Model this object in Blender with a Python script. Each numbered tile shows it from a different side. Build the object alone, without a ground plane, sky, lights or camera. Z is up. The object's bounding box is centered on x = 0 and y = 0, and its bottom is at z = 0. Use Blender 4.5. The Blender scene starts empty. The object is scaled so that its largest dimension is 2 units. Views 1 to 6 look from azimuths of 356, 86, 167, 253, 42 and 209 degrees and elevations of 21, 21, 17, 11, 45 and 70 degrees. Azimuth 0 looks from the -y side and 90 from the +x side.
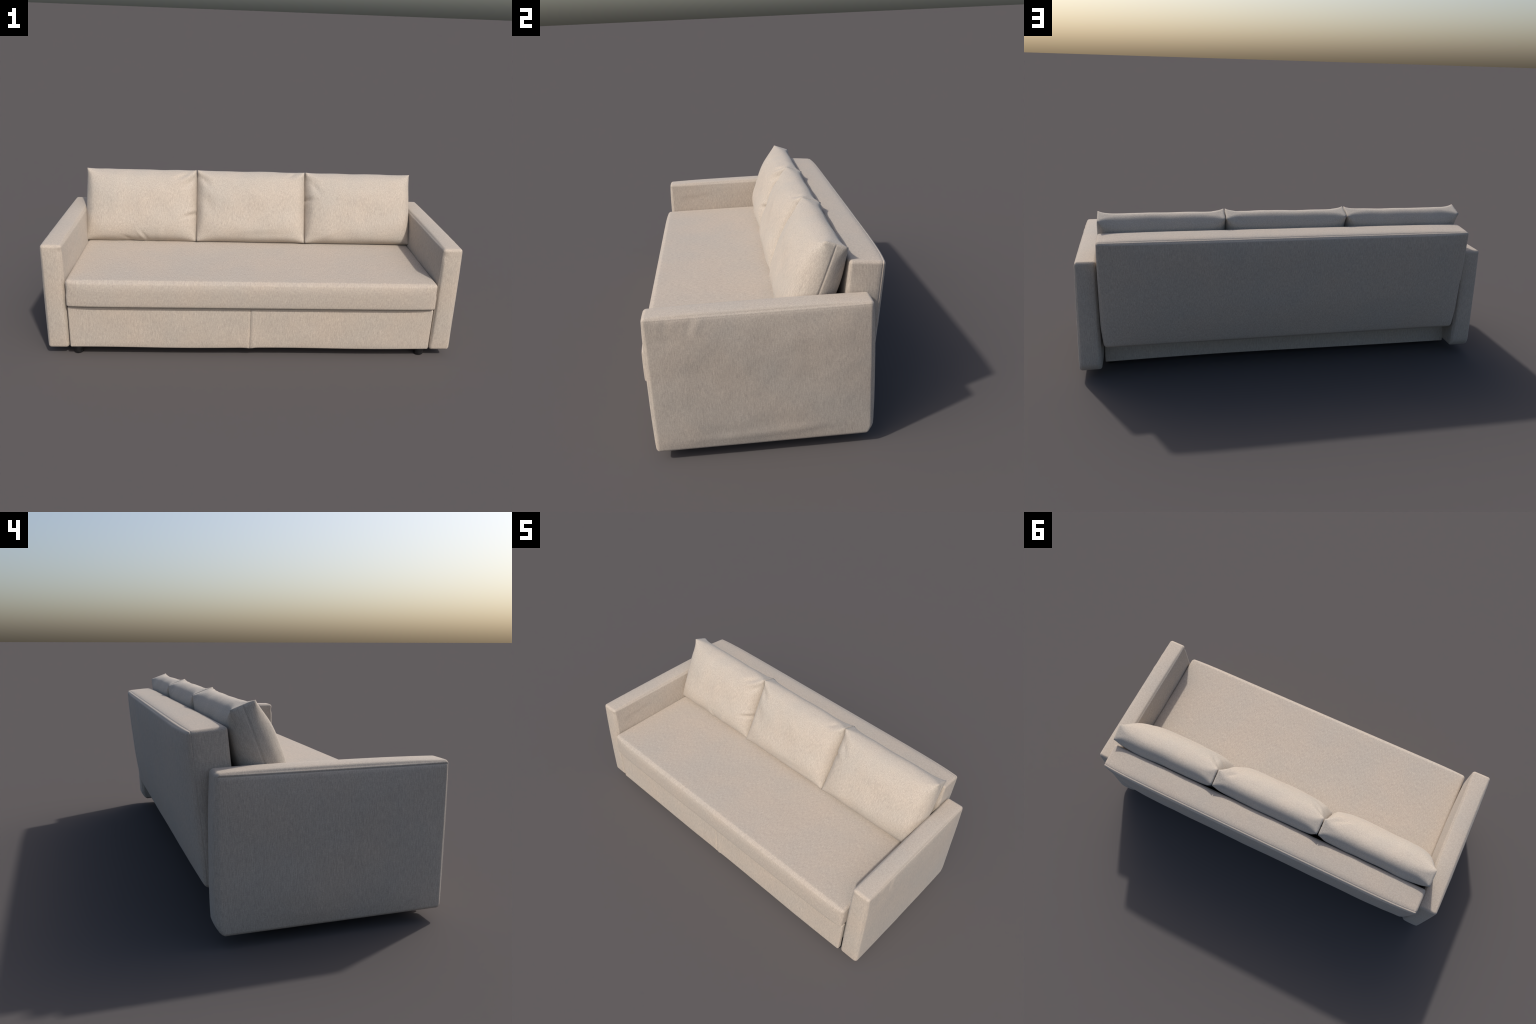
# Three-seat fabric sofa: box arms, long seat, slanted backrest, three loose
# back cushions, drawer below the seat, short black feet.
import bpy, math
import numpy as np
from mathutils import noise, Vector

# ------------------------------------------------------------------ materials
def fabric(name, warp, weft, tone=(1, 1, 1)):
    """Melange linen. `warp`, `weft` = noise frequency per axis (low = thread runs along it)."""
    m = bpy.data.materials.new(name); m.use_nodes = True
    nt = m.node_tree; N = nt.nodes; L = nt.links
    bsdf = N['Principled BSDF']
    tc = N.new('ShaderNodeTexCoord')
    def noise_tex(scale3, detail, rough):
        mp = N.new('ShaderNodeMapping'); mp.inputs['Scale'].default_value = scale3
        n = N.new('ShaderNodeTexNoise'); n.inputs['Scale'].default_value = 1.0
        n.inputs['Detail'].default_value = detail; n.inputs['Roughness'].default_value = rough
        L.new(tc.outputs['Object'], mp.inputs['Vector']); L.new(mp.outputs['Vector'], n.inputs['Vector'])
        return n
    def ramp(src, stops):
        r = N.new('ShaderNodeValToRGB')
        for i, (p, c) in enumerate(stops):
            e = r.color_ramp.elements[i] if i < 2 else r.color_ramp.elements.new(p)
            e.position = p; e.color = (*c, 1)
        L.new(src, r.inputs['Fac']); return r
    def mix(kind, fac, a, b):
        x = N.new('ShaderNodeMix'); x.data_type = 'RGBA'; x.blend_type = kind
        x.inputs[0].default_value = fac
        L.new(a, x.inputs[6]); L.new(b, x.inputs[7]); return x.outputs[2]
    thread = noise_tex(warp, 2, 0.6)
    cross = noise_tex(weft, 2, 0.6)
    grain = noise_tex((430, 430, 430), 2, 0.7)
    patch = noise_tex((4.2, 4.2, 4.2), 3, 0.55)
    tint = lambda c: tuple(a * b for a, b in zip(c, tone))
    base = ramp(patch.outputs['Fac'], [(0.34, tint((0.424, 0.373, 0.318))), (0.66, tint((0.450, 0.381, 0.315)))])
    thr = ramp(thread.outputs['Fac'], [(0.28, (0.83, 0.83, 0.84)), (0.72, (1.15, 1.15, 1.14))])
    crs = ramp(cross.outputs['Fac'], [(0.28, (0.92, 0.92, 0.925)), (0.72, (1.07, 1.07, 1.065))])
    grn = ramp(grain.outputs['Fac'], [(0.28, (0.87, 0.87, 0.88)), (0.72, (1.11, 1.11, 1.10))])
    c = mix('MULTIPLY', 1.0, base.outputs['Color'], thr.outputs['Color'])
    c = mix('MULTIPLY', 1.0, c, crs.outputs['Color'])
    c = mix('MULTIPLY', 1.0, c, grn.outputs['Color'])
    L.new(c, bsdf.inputs['Base Color'])
    bsdf.inputs['Roughness'].default_value = 0.92
    bsdf.inputs['Specular IOR Level'].default_value = 0.18
    bsdf.inputs['Sheen Weight'].default_value = 0.12
    bsdf.inputs['Sheen Roughness'].default_value = 0.5
    weave = N.new('ShaderNodeMath'); weave.operation = 'ADD'
    L.new(thread.outputs['Fac'], weave.inputs[0]); L.new(grain.outputs['Fac'], weave.inputs[1])
    bp = N.new('ShaderNodeBump'); bp.inputs['Strength'].default_value = 0.12
    bp.inputs['Distance'].default_value = 0.0015
    L.new(weave.outputs[0], bp.inputs['Height']); L.new(bp.outputs['Normal'], bsdf.inputs['Normal'])
    return m

def plastic(name):
    m = bpy.data.materials.new(name); m.use_nodes = True
    nt = m.node_tree; b = nt.nodes['Principled BSDF']
    n = nt.nodes.new('ShaderNodeTexNoise'); n.inputs['Scale'].default_value = 60
    r = nt.nodes.new('ShaderNodeValToRGB')
    r.color_ramp.elements[0].color = (0.010, 0.010, 0.011, 1)
    r.color_ramp.elements[1].color = (0.016, 0.016, 0.017, 1)
    nt.links.new(n.outputs['Fac'], r.inputs['Fac']); nt.links.new(r.outputs['Color'], b.inputs['Base Color'])
    b.inputs['Roughness'].default_value = 0.45
    return m

UPRIGHT = fabric('linen_upright', (480, 480, 48), (130, 130, 480))
PILLOW = fabric('linen_pillow', (480, 480, 48), (130, 130, 480), (1.0, 1.015, 1.025))    # threads run vertically
LYING = fabric('linen_lying', (480, 60, 60), (70, 480, 480), (0.965, 0.965, 0.968))         # threads run front to back
FOOT = plastic('black_plastic')

# ------------------------------------------------------------------ geometry
def axis_nodes(h, r, step, seams=(), groove=0.003):
    """Grid positions along one axis: dense inside the rounded strips, a narrow
    triplet at each seam, roughly `step` elsewhere."""
    k = 6
    strip = [h - r + r * math.tan(math.pi / 4 * i / k) for i in range(k + 1)]
    n = max(2, int(round(2 * (h - r) / step)))
    xs = [-s for s in strip] + list(np.linspace(-(h - r), h - r, n + 1)) + strip
    for s in seams:
        xs = [x for x in xs if abs(x - s) > groove * 1.8 or abs(abs(x) - h) < 1e-9]
        xs += [s - groove * 1.5, s - groove * 0.7, s, s + groove * 0.7, s + groove * 1.5]
    xs = sorted(xs)
    out = [xs[0]]
    for x in xs[1:]:
        if x - out[-1] > 1e-5: out.append(x)
    return np.array(out)

def soft_box(half, radius, step, seams=((), (), ()), rmap=None):
    """Surface grid of a rounded box. Returns flat coordinates P (sharp box),
    rounded coordinates Q and quads. `rmap(u,v,w)` scales the radius locally."""
    half = np.array(half, float)
    ax = [axis_nodes(half[i], radius, step, seams[i]) for i in range(3)]
    n = [len(a) for a in ax]
    index = {}; pts = []; faces = []
    def vid(i, j, k):
        key = (i, j, k)
        if key not in index:
            index[key] = len(pts); pts.append((ax[0][i], ax[1][j], ax[2][k]))
        return index[key]
    for a in range(3):
        b, c = (a + 1) % 3, (a + 2) % 3
        for side in (0, n[a] - 1):
            for p in range(n[b] - 1):
                for q in range(n[c] - 1):
                    quad = []
                    for dp, dq in ((0, 0), (1, 0), (1, 1), (0, 1)):
                        ijk = [0, 0, 0]; ijk[a] = side; ijk[b] = p + dp; ijk[c] = q + dq
                        quad.append(vid(*ijk))
                    faces.append(quad if side else quad[::-1])
    P = np.array(pts)
    r = np.full(len(P), radius)
    if rmap is not None:
        r = radius * rmap(*(P / half).T)
    inner = np.clip(P, -(half - r[:, None]), half - r[:, None])
    d = P - inner
    mx = np.abs(d).max(1); ln = np.linalg.norm(d, axis=1)
    ok = ln > 1e-9
    Q = inner.copy()
    # radius actually reached by this grid point: its cube-distance pushed onto the sphere
    Q[ok] += d[ok] / ln[ok, None] * mx[ok, None]
    return P, Q, faces

def normals_of(Q, faces):
    F = np.array(faces); N = np.zeros_like(Q)
    fn = np.cross(Q[F[:, 2]] - Q[F[:, 0]], Q[F[:, 3]] - Q[F[:, 1]])
    for c in range(4): np.add.at(N, F[:, c], fn)
    return N / np.maximum(np.linalg.norm(N, axis=1), 1e-12)[:, None]

def ripple(Q, scale, seed, octaves=3):
    return np.array([noise.fractal(Vector((p[0] * scale + seed, p[1] * scale, p[2] * scale + seed * .37)),
                                   1.0, 2.0, octaves) for p in Q])

def crown(u, v, power=2.6):
    """1 in the middle of a face, 0 on its border."""
    return (1 - np.abs(u) ** power).clip(0) * (1 - np.abs(v) ** power).clip(0)

def fold(a, b, a0, b0, angle, length, width):
    """Gaussian crease centred at (a0,b0), running along `angle` (degrees)."""
    t = math.radians(angle); da, db = a - a0, b - b0
    s = da * math.cos(t) + db * math.sin(t); n = -da * math.sin(t) + db * math.cos(t)
    return np.exp(-(s / length) ** 2 - (n / width) ** 2)

root = bpy.data.objects.new('sofa', None)
bpy.context.collection.objects.link(root)
root['label'] = 'beige linen three-seat sofa with box arms and loose cushions'
root['category'] = 'sofa'

def add_part(name, Q, faces, mat, loc, rot=(0, 0, 0)):
    me = bpy.data.meshes.new(name)
    me.from_pydata([tuple(q) for q in Q], [], faces)
    me.materials.append(mat)
    for p in me.polygons: p.use_smooth = True
    me.update()
    ob = bpy.data.objects.new(name, me)
    bpy.context.collection.objects.link(ob)
    ob.parent = root; ob.location = loc; ob.rotation_euler = rot
    return ob

# ---- armrests: slab 0.09 thick, faces swell to x = +-1.0 -------------------
ARM_Y = (-0.421, 0.380)
def armrest(side):
    ARM_Z = (0.039, 0.578 if side > 0 else 0.567)
    half = ((0.984 - 0.886) / 2, (ARM_Y[1] - ARM_Y[0]) / 2, (ARM_Z[1] - ARM_Z[0]) / 2)
    hz = half[2]; seam_z = hz - 0.004
    def rm(u, v, w): return np.where(w < 0, 1.0, 0.9)
    P, Q, F = soft_box(half, 0.015, 0.012, ((), (), (seam_z - 0.008,)), rm)
    u, v, w = (P / half).T
    out = side * u                                  # +1 on the outer face
    Q[:, 0] += np.where(out > 0, side * (0.0125 if side > 0 else 0.0150) * out, side * 0.012 * out) * crown(v, w, 4)
    Q[:, 1] += v * np.where(v < 0, 0.008, 0.011) * crown(u, w, 3)
    Q[:, 0] -= side * (0.004 if side > 0 else 0.0) * w * (out > 0) * out    # outer face flares towards the floor
    Q[:, 2] += np.where(w > 0, 0.008 * w * crown(u, v, 3), 0)
    # bottom rear corner is cut back, bottom hem slightly lifted at the rear
    low = (-(Q[:, 2] / hz)).clip(0, 1)
    rear = ((Q[:, 1] - (half[1] - 0.05)) / 0.05).clip(0, 1)
    Q[:, 1] -= 0.020 * rear * ((low - 0.86) / 0.14).clip(0, 1) ** 1.3
    Nn = normals_of(Q, F)
    # seam on the outer face just below the top
    s = np.exp(-((P[:, 2] - (seam_z - 0.008)) / 0.0022) ** 2) * (out > 0.98) * (np.abs(v) < 0.985)
    Q -= Nn * ((0.0035 if side < 0 else 0.0008) * s)[:, None]
    # slack folds under the outer front of the top, ripples above the bottom hem
    y, z = Q[:, 1], Q[:, 2]
    f = (out > 0.6) * (1.0 if side > 0 else 0.35) * (0.0028 * fold(y, z, -0.215, 0.235, 62, 0.030, 0.011)
                       + 0.002 * fold(y, z, -0.295, 0.242, 75, 0.026, 0.009)
                       + 0.002 * fold(y, z, -0.345, 0.242, 80, 0.022, 0.009)
                       - 0.0022 * fold(y, z, -0.24, 0.225, 68, 0.030, 0.012)
                       - 0.0012 * fold(y, z, -0.33, 0.18, 5, 0.05, 0.014)
                       + 0.003 * fold(y, z, 0.0, -0.215, 2, 0.30, 0.016)
                       - 0.0015 * fold(y, z, 0.25, -0.21, 8, 0.12, 0.015))
    f += (out < -0.6) * (0.0012 * fold(y, z, -0.27, 0.20, 4, 0.09, 0.014)
                         - 0.0012 * fold(y, z, -0.25, 0.175, 6, 0.10, 0.010)
                         - 0.005 * fold(y, z, -0.405, 0.235, 90, 0.012, 0.010))
    f += 0.0022 * ripple(Q + [side * 3.1, 0, 0], 7.0, 4.0) * crown(v, w, 8)
    Q += Nn * f[:, None]
    add_part('armrest', Q, F, UPRIGHT,
             (side * (0.984 + 0.886) / 2, sum(ARM_Y) / 2, sum(ARM_Z) / 2))
armrest(-1); armrest(1)

# ---- seat -------------------------------------------------------------------
def seat():
    y0, y1, z0, z1 = -0.446, 0.30, 0.272, 0.405
    half = (0.878, (y1 - y0) / 2, (z1 - z0) / 2)
    def rm(u, v, w): return np.where((w > 0), 1.0, 0.55)
    P, Q, F = soft_box(half, 0.017, 0.014, ((), (), ()), rm)
    u, v, w = (P / half).T
    Q[:, 2] += np.where(w > 0, 0.002 * w * crown(u, v, 4), 0)
    Q[:, 1] -= np.where(v < 0, 0.013 * (1 - np.abs(u) ** 14) * (1 - w.clip(0, 1) ** 3) * (1 - 0.35 * (-w).clip(0, 1) ** 6) * -v, 0)
    Nn = normals_of(Q, F)
    Q += Nn * (0.0011 * ripple(Q, 5.0, 11.0) * crown(u, v, 8))[:, None]
    add_part('seat', Q, F, LYING, (0, (y0 + y1) / 2, (z0 + z1) / 2))
seat()

# ---- slanted backrest ---------------------------------------------------------
def backrest():
    z0, z1 = 0.160, 0.686
    half = (0.879, 0.0655, (z1 - z0) / 2)
    def rm(u, v, w): return np.where(w > 0, 0.8, 1.3)
    seam_y = half[1] - 0.011
    P, Q, F = soft_box(half, 0.015, 0.014, ((), (seam_y,), ()), rm)
    u, v, w = (P / half).T
    Q[:, 2] += np.where(w > 0, (0.001 - 0.006 * v) * w + 0.009 * w * (1 - np.abs(u) ** 8) * (1 - np.abs(v) ** 3), 0)
    swell = (1 - np.abs(u) ** 9) * np.where(w > 0, 1 - 0.45 * w.clip(0, 1) ** 5, 1 - np.abs(w) ** 2.2)
    Q[:, 1] += np.where(v > 0, 0.024 * v * swell, 0.006 * v * crown(u, w, 4))
    Q[:, 0] += 0.004 * u * crown(v, w, 3) - np.sign(u) * 0.008 * np.abs(u) * ((-w - 0.6) / 0.4).clip(0, 1)
    # bottom rear edge tucks in
    Nn = normals_of(Q, F)
    s = np.exp(-((P[:, 1] - seam_y) / 0.0022) ** 2)
    s *= ((w > 0.98) | (np.abs(u) > 0.98)) * (w > -0.95)
    Q -= Nn * (0.0024 * s)[:, None]
    Q += Nn * (0.002 * ripple(Q, 4.0, 23.0) * crown(u, w, 8))[:, None]
    Q[:, 1] += 0.098 * Q[:, 2]
    add_part('backrest', Q, F, UPRIGHT, (0, 0.3535, (z0 + z1) / 2))
backrest()

# ---- base: frame, drawer front with centre seam --------------------------------
def drawer_front():
    half = (0.878, 0.014, 0.108)
    cx = -0.015
    P, Q, F = soft_box(half, 0.008, 0.013, ((cx,), (), ()))
    u, v, w = (P / half).T
    front = v < -0.2
    Q[:, 1] -= 0.004 * front * crown(u, w, 6)
    x = P[:, 0]
    s = np.exp(-((x - cx) / 0.003) ** 2)
    Q[:, 1] += 0.0042 * s * front * (w > -0.999)
    Q[:, 1] -= 0.003 * front * np.exp(-((x - cx - 0.012) / 0.006) ** 2)
    Q[:, 2] -= (w < 0) * -w * (0.003 * np.exp(-((x - cx) / 0.02) ** 2) - 0.0022 * np.sin(x * 7.0 + 0.6))
    Q[:, 1] += front * (0.002 * ripple(Q, 6.0, 31.0) * crown(u, w, 8))
    add_part('drawer_front', Q, F, UPRIGHT, (0, -0.416, 0.155))
drawer_front()

def base_frame():
    y0, y1 = -0.397, 0.24
    half = (0.862, (y1 - y0) / 2, 0.097)
    P, Q, F = soft_box(half, 0.006, 0.02)
    u, v, w = (P / half).T
    Q[:, 2] += (w < 0) * -w * 0.0025 * np.sin(P[:, 0] * 5.0)
    add_part('base_frame', Q, F, UPRIGHT, (0, (y0 + y1) / 2, 0.1745))
base_frame()

def base_panel():
    x0, x1 = -0.886, 0.876
    half = ((x1 - x0) / 2, 0.010, 0.075)
    P, Q, F = soft_box(half, 0.005, 0.02)
    u, v, w = (P / half).T
    Q[:, 1] -= 0.011 * (1 - u ** 2)                  # the panel bows in between the arms
    Q[:, 2] += (w < 0) * -w * (0.002 * np.sin(P[:, 0] * 4.0) + 0.004 * u)
    add_part('base_panel', Q, F, UPRIGHT, ((x0 + x1) / 2, 0.272, 0.110))
base_panel()

# ---- back cushions ---------------------------------------------------------------
TILT = math.radians(20.5)
CUSHION_TOP = (0.267, 0.757)         # middle of the upper edge in y, z
CUSHION_H = 0.385
def cushion(cx, half_w, seed, folds, toe):
    half = np.array((half_w, 0.047, CUSHION_H / 2))
    def rm(u, v, w):
        k = np.where(np.abs(u) < np.abs(w), 9, 6)
        m = 1 - np.minimum(np.abs(u), np.abs(w)) ** k
        return (0.10 + 0.90 * m) * (1 - 0.45 * ((-w - 0.2) / 0.8).clip(0, 1))
    P, Q, F = soft_box(half, 0.046, 0.0085, ((), (0.0,), ()), rm)
    u, v, w = (P / half).T
    plump = (1 - np.abs(Q[:, 0] / half[0]).clip(0, 1) ** 5) * np.where(w > 0, 1 - np.abs(Q[:, 2] / half[2]).clip(0, 1) ** 2.1,
                     1 - np.abs(Q[:, 2] / half[2]).clip(0, 1) ** 4.5)
    flank = (1 - np.abs(w) ** 3)                   # sides thicken towards mid height
    t = np.where(v < 0, 1 + 0.25 * flank + 0.92 * plump, 1 + 0.30 * flank + 0.50 * plump)
    Q[:, 1] *= t
    # outline: edges sag a little between the pointed corners, sides swell
    Q[:, 2] += 0.004 * (1 - np.abs(u) ** 4) * (w.clip(0, 1) ** 3)
    Q[:, 2] += 0.003 * np.abs(u) ** 9 * (w.clip(0, 1) ** 6)          # pointed ears
    Q[:, 0] += 0.007 * np.sign(u) * np.abs(u) ** 3 * (1 - w ** 2)
    Q[:, 1] -= toe * (v < 0) * -v * (-w).clip(0, 1) ** 2     # foot of the front pushed out on the seat
    Nn = normals_of(Q, F)
    side = np.abs(u) > 0.98
    Q -= Nn * (0.0025 * np.exp(-(P[:, 1] / 0.0025) ** 2) * side * (np.abs(w) < 0.97))[:, None]
    f = 0.005 * ripple(Q, 6.5, seed, 2) * (1 - np.abs(u) ** 6) * (1 - 0.5 * np.abs(w) ** 8)
    face = ((-v + 0.35) / 0.7).clip(0, 1)
    topf = ((w - 0.9) / 0.1).clip(0, 1)
    for (a, b, ang, ln, wd, amp) in folds:
        f += amp * fold(Q[:, 0] / half[0], Q[:, 2] / half[2], a, b, ang, ln, wd) * np.maximum(face, topf)
    Q += Nn * f[:, None]
    cy = CUSHION_TOP[0] - CUSHION_H / 2 * math.sin(TILT)
    cz = CUSHION_TOP[1] - CUSHION_H / 2 * math.cos(TILT) + 0.0
    # lean back: top towards +y
    add_part('back_cushion', Q, F, PILLOW, (cx, cy, cz), (-TILT, 0, 0))

# folds: (u, v, angle, length, width, height) on the front, in half-sizes
cushion(-0.5895, 0.2935, 2.0, [
    (0.80, 0.72, 50, 0.16, 0.030, 0.009), (0.88, 0.62, 62, 0.14, 0.030, -0.009), (0.72, 0.82, 38, 0.16, 0.030, -0.009),
    (0.90, -0.28, 28, 0.12, 0.035, -0.009), (0.90, -0.16, 34, 0.12, 0.035, 0.006),
    (0.07, -0.86, -62, 0.12, 0.025, -0.006), (0.00, -0.84, -60, 0.12, 0.025, 0.005), (-0.25, -0.92, -30, 0.12, 0.03, -0.004),
    (0.35, -0.80, 80, 0.15, 0.05, 0.004)], 0.002)
cushion(0.001, 0.2935, 5.0, [
    (-0.86, 0.70, -55, 0.20, 0.05, -0.007), (-0.78, 0.82, -45, 0.16, 0.04, 0.004), (0.74, 0.90, 40, 0.10, 0.03, -0.006),
    (0.84, 0.80, 48, 0.12, 0.03, 0.005), (-0.80, 0.10, -70, 0.30, 0.10, -0.006), (0.2, -0.80, 5, 0.5, 0.10, -0.004)], 0.013)
cushion(0.588, 0.290, 9.0, [
    (-0.95, 0.22, 15, 0.12, 0.06, -0.008), (-0.84, 0.60, -62, 0.24, 0.06, -0.006), (-0.80, 0.84, -45, 0.14, 0.03, 0.004),
    (0.88, 0.84, 45, 0.12, 0.04, -0.004), (-0.55, -0.75, 35, 0.2, 0.06, 0.003)], 0.013)

# ---- feet --------------------------------------------------------------------------
def foot_mesh():
    prof = [(0.0, 0.0), (0.019, 0.0), (0.022, 0.003), (0.0235, 0.058), (0.0, 0.058)]
    n = 28; V = []; F = []
    for r, z in prof[1:-1]:
        V += [(r * math.cos(2 * math.pi * i / n), r * math.sin(2 * math.pi * i / n), z) for i in range(n)]
    for k in range(len(prof) - 3):
        for i in range(n):
            F.append((k * n + i, k * n + (i + 1) % n, (k + 1) * n + (i + 1) % n, (k + 1) * n + i))
    F.append(tuple(reversed(range(n)))); F.append(tuple(range(2 * n, 3 * n)))
    me = bpy.data.meshes.new('foot'); me.from_pydata(V, [], F); me.materials.append(FOOT)
    for p in me.polygons: p.use_smooth = len(p.vertices) == 4
    return me
fm = foot_mesh()
for x, y in ((-0.849, -0.380), (0.849, -0.380), (-0.849, 0.20), (0.849, 0.20)):
    ob = bpy.data.objects.new('foot', fm); bpy.context.collection.objects.link(ob)
    ob.parent = root; ob.location = (x, y, 0)
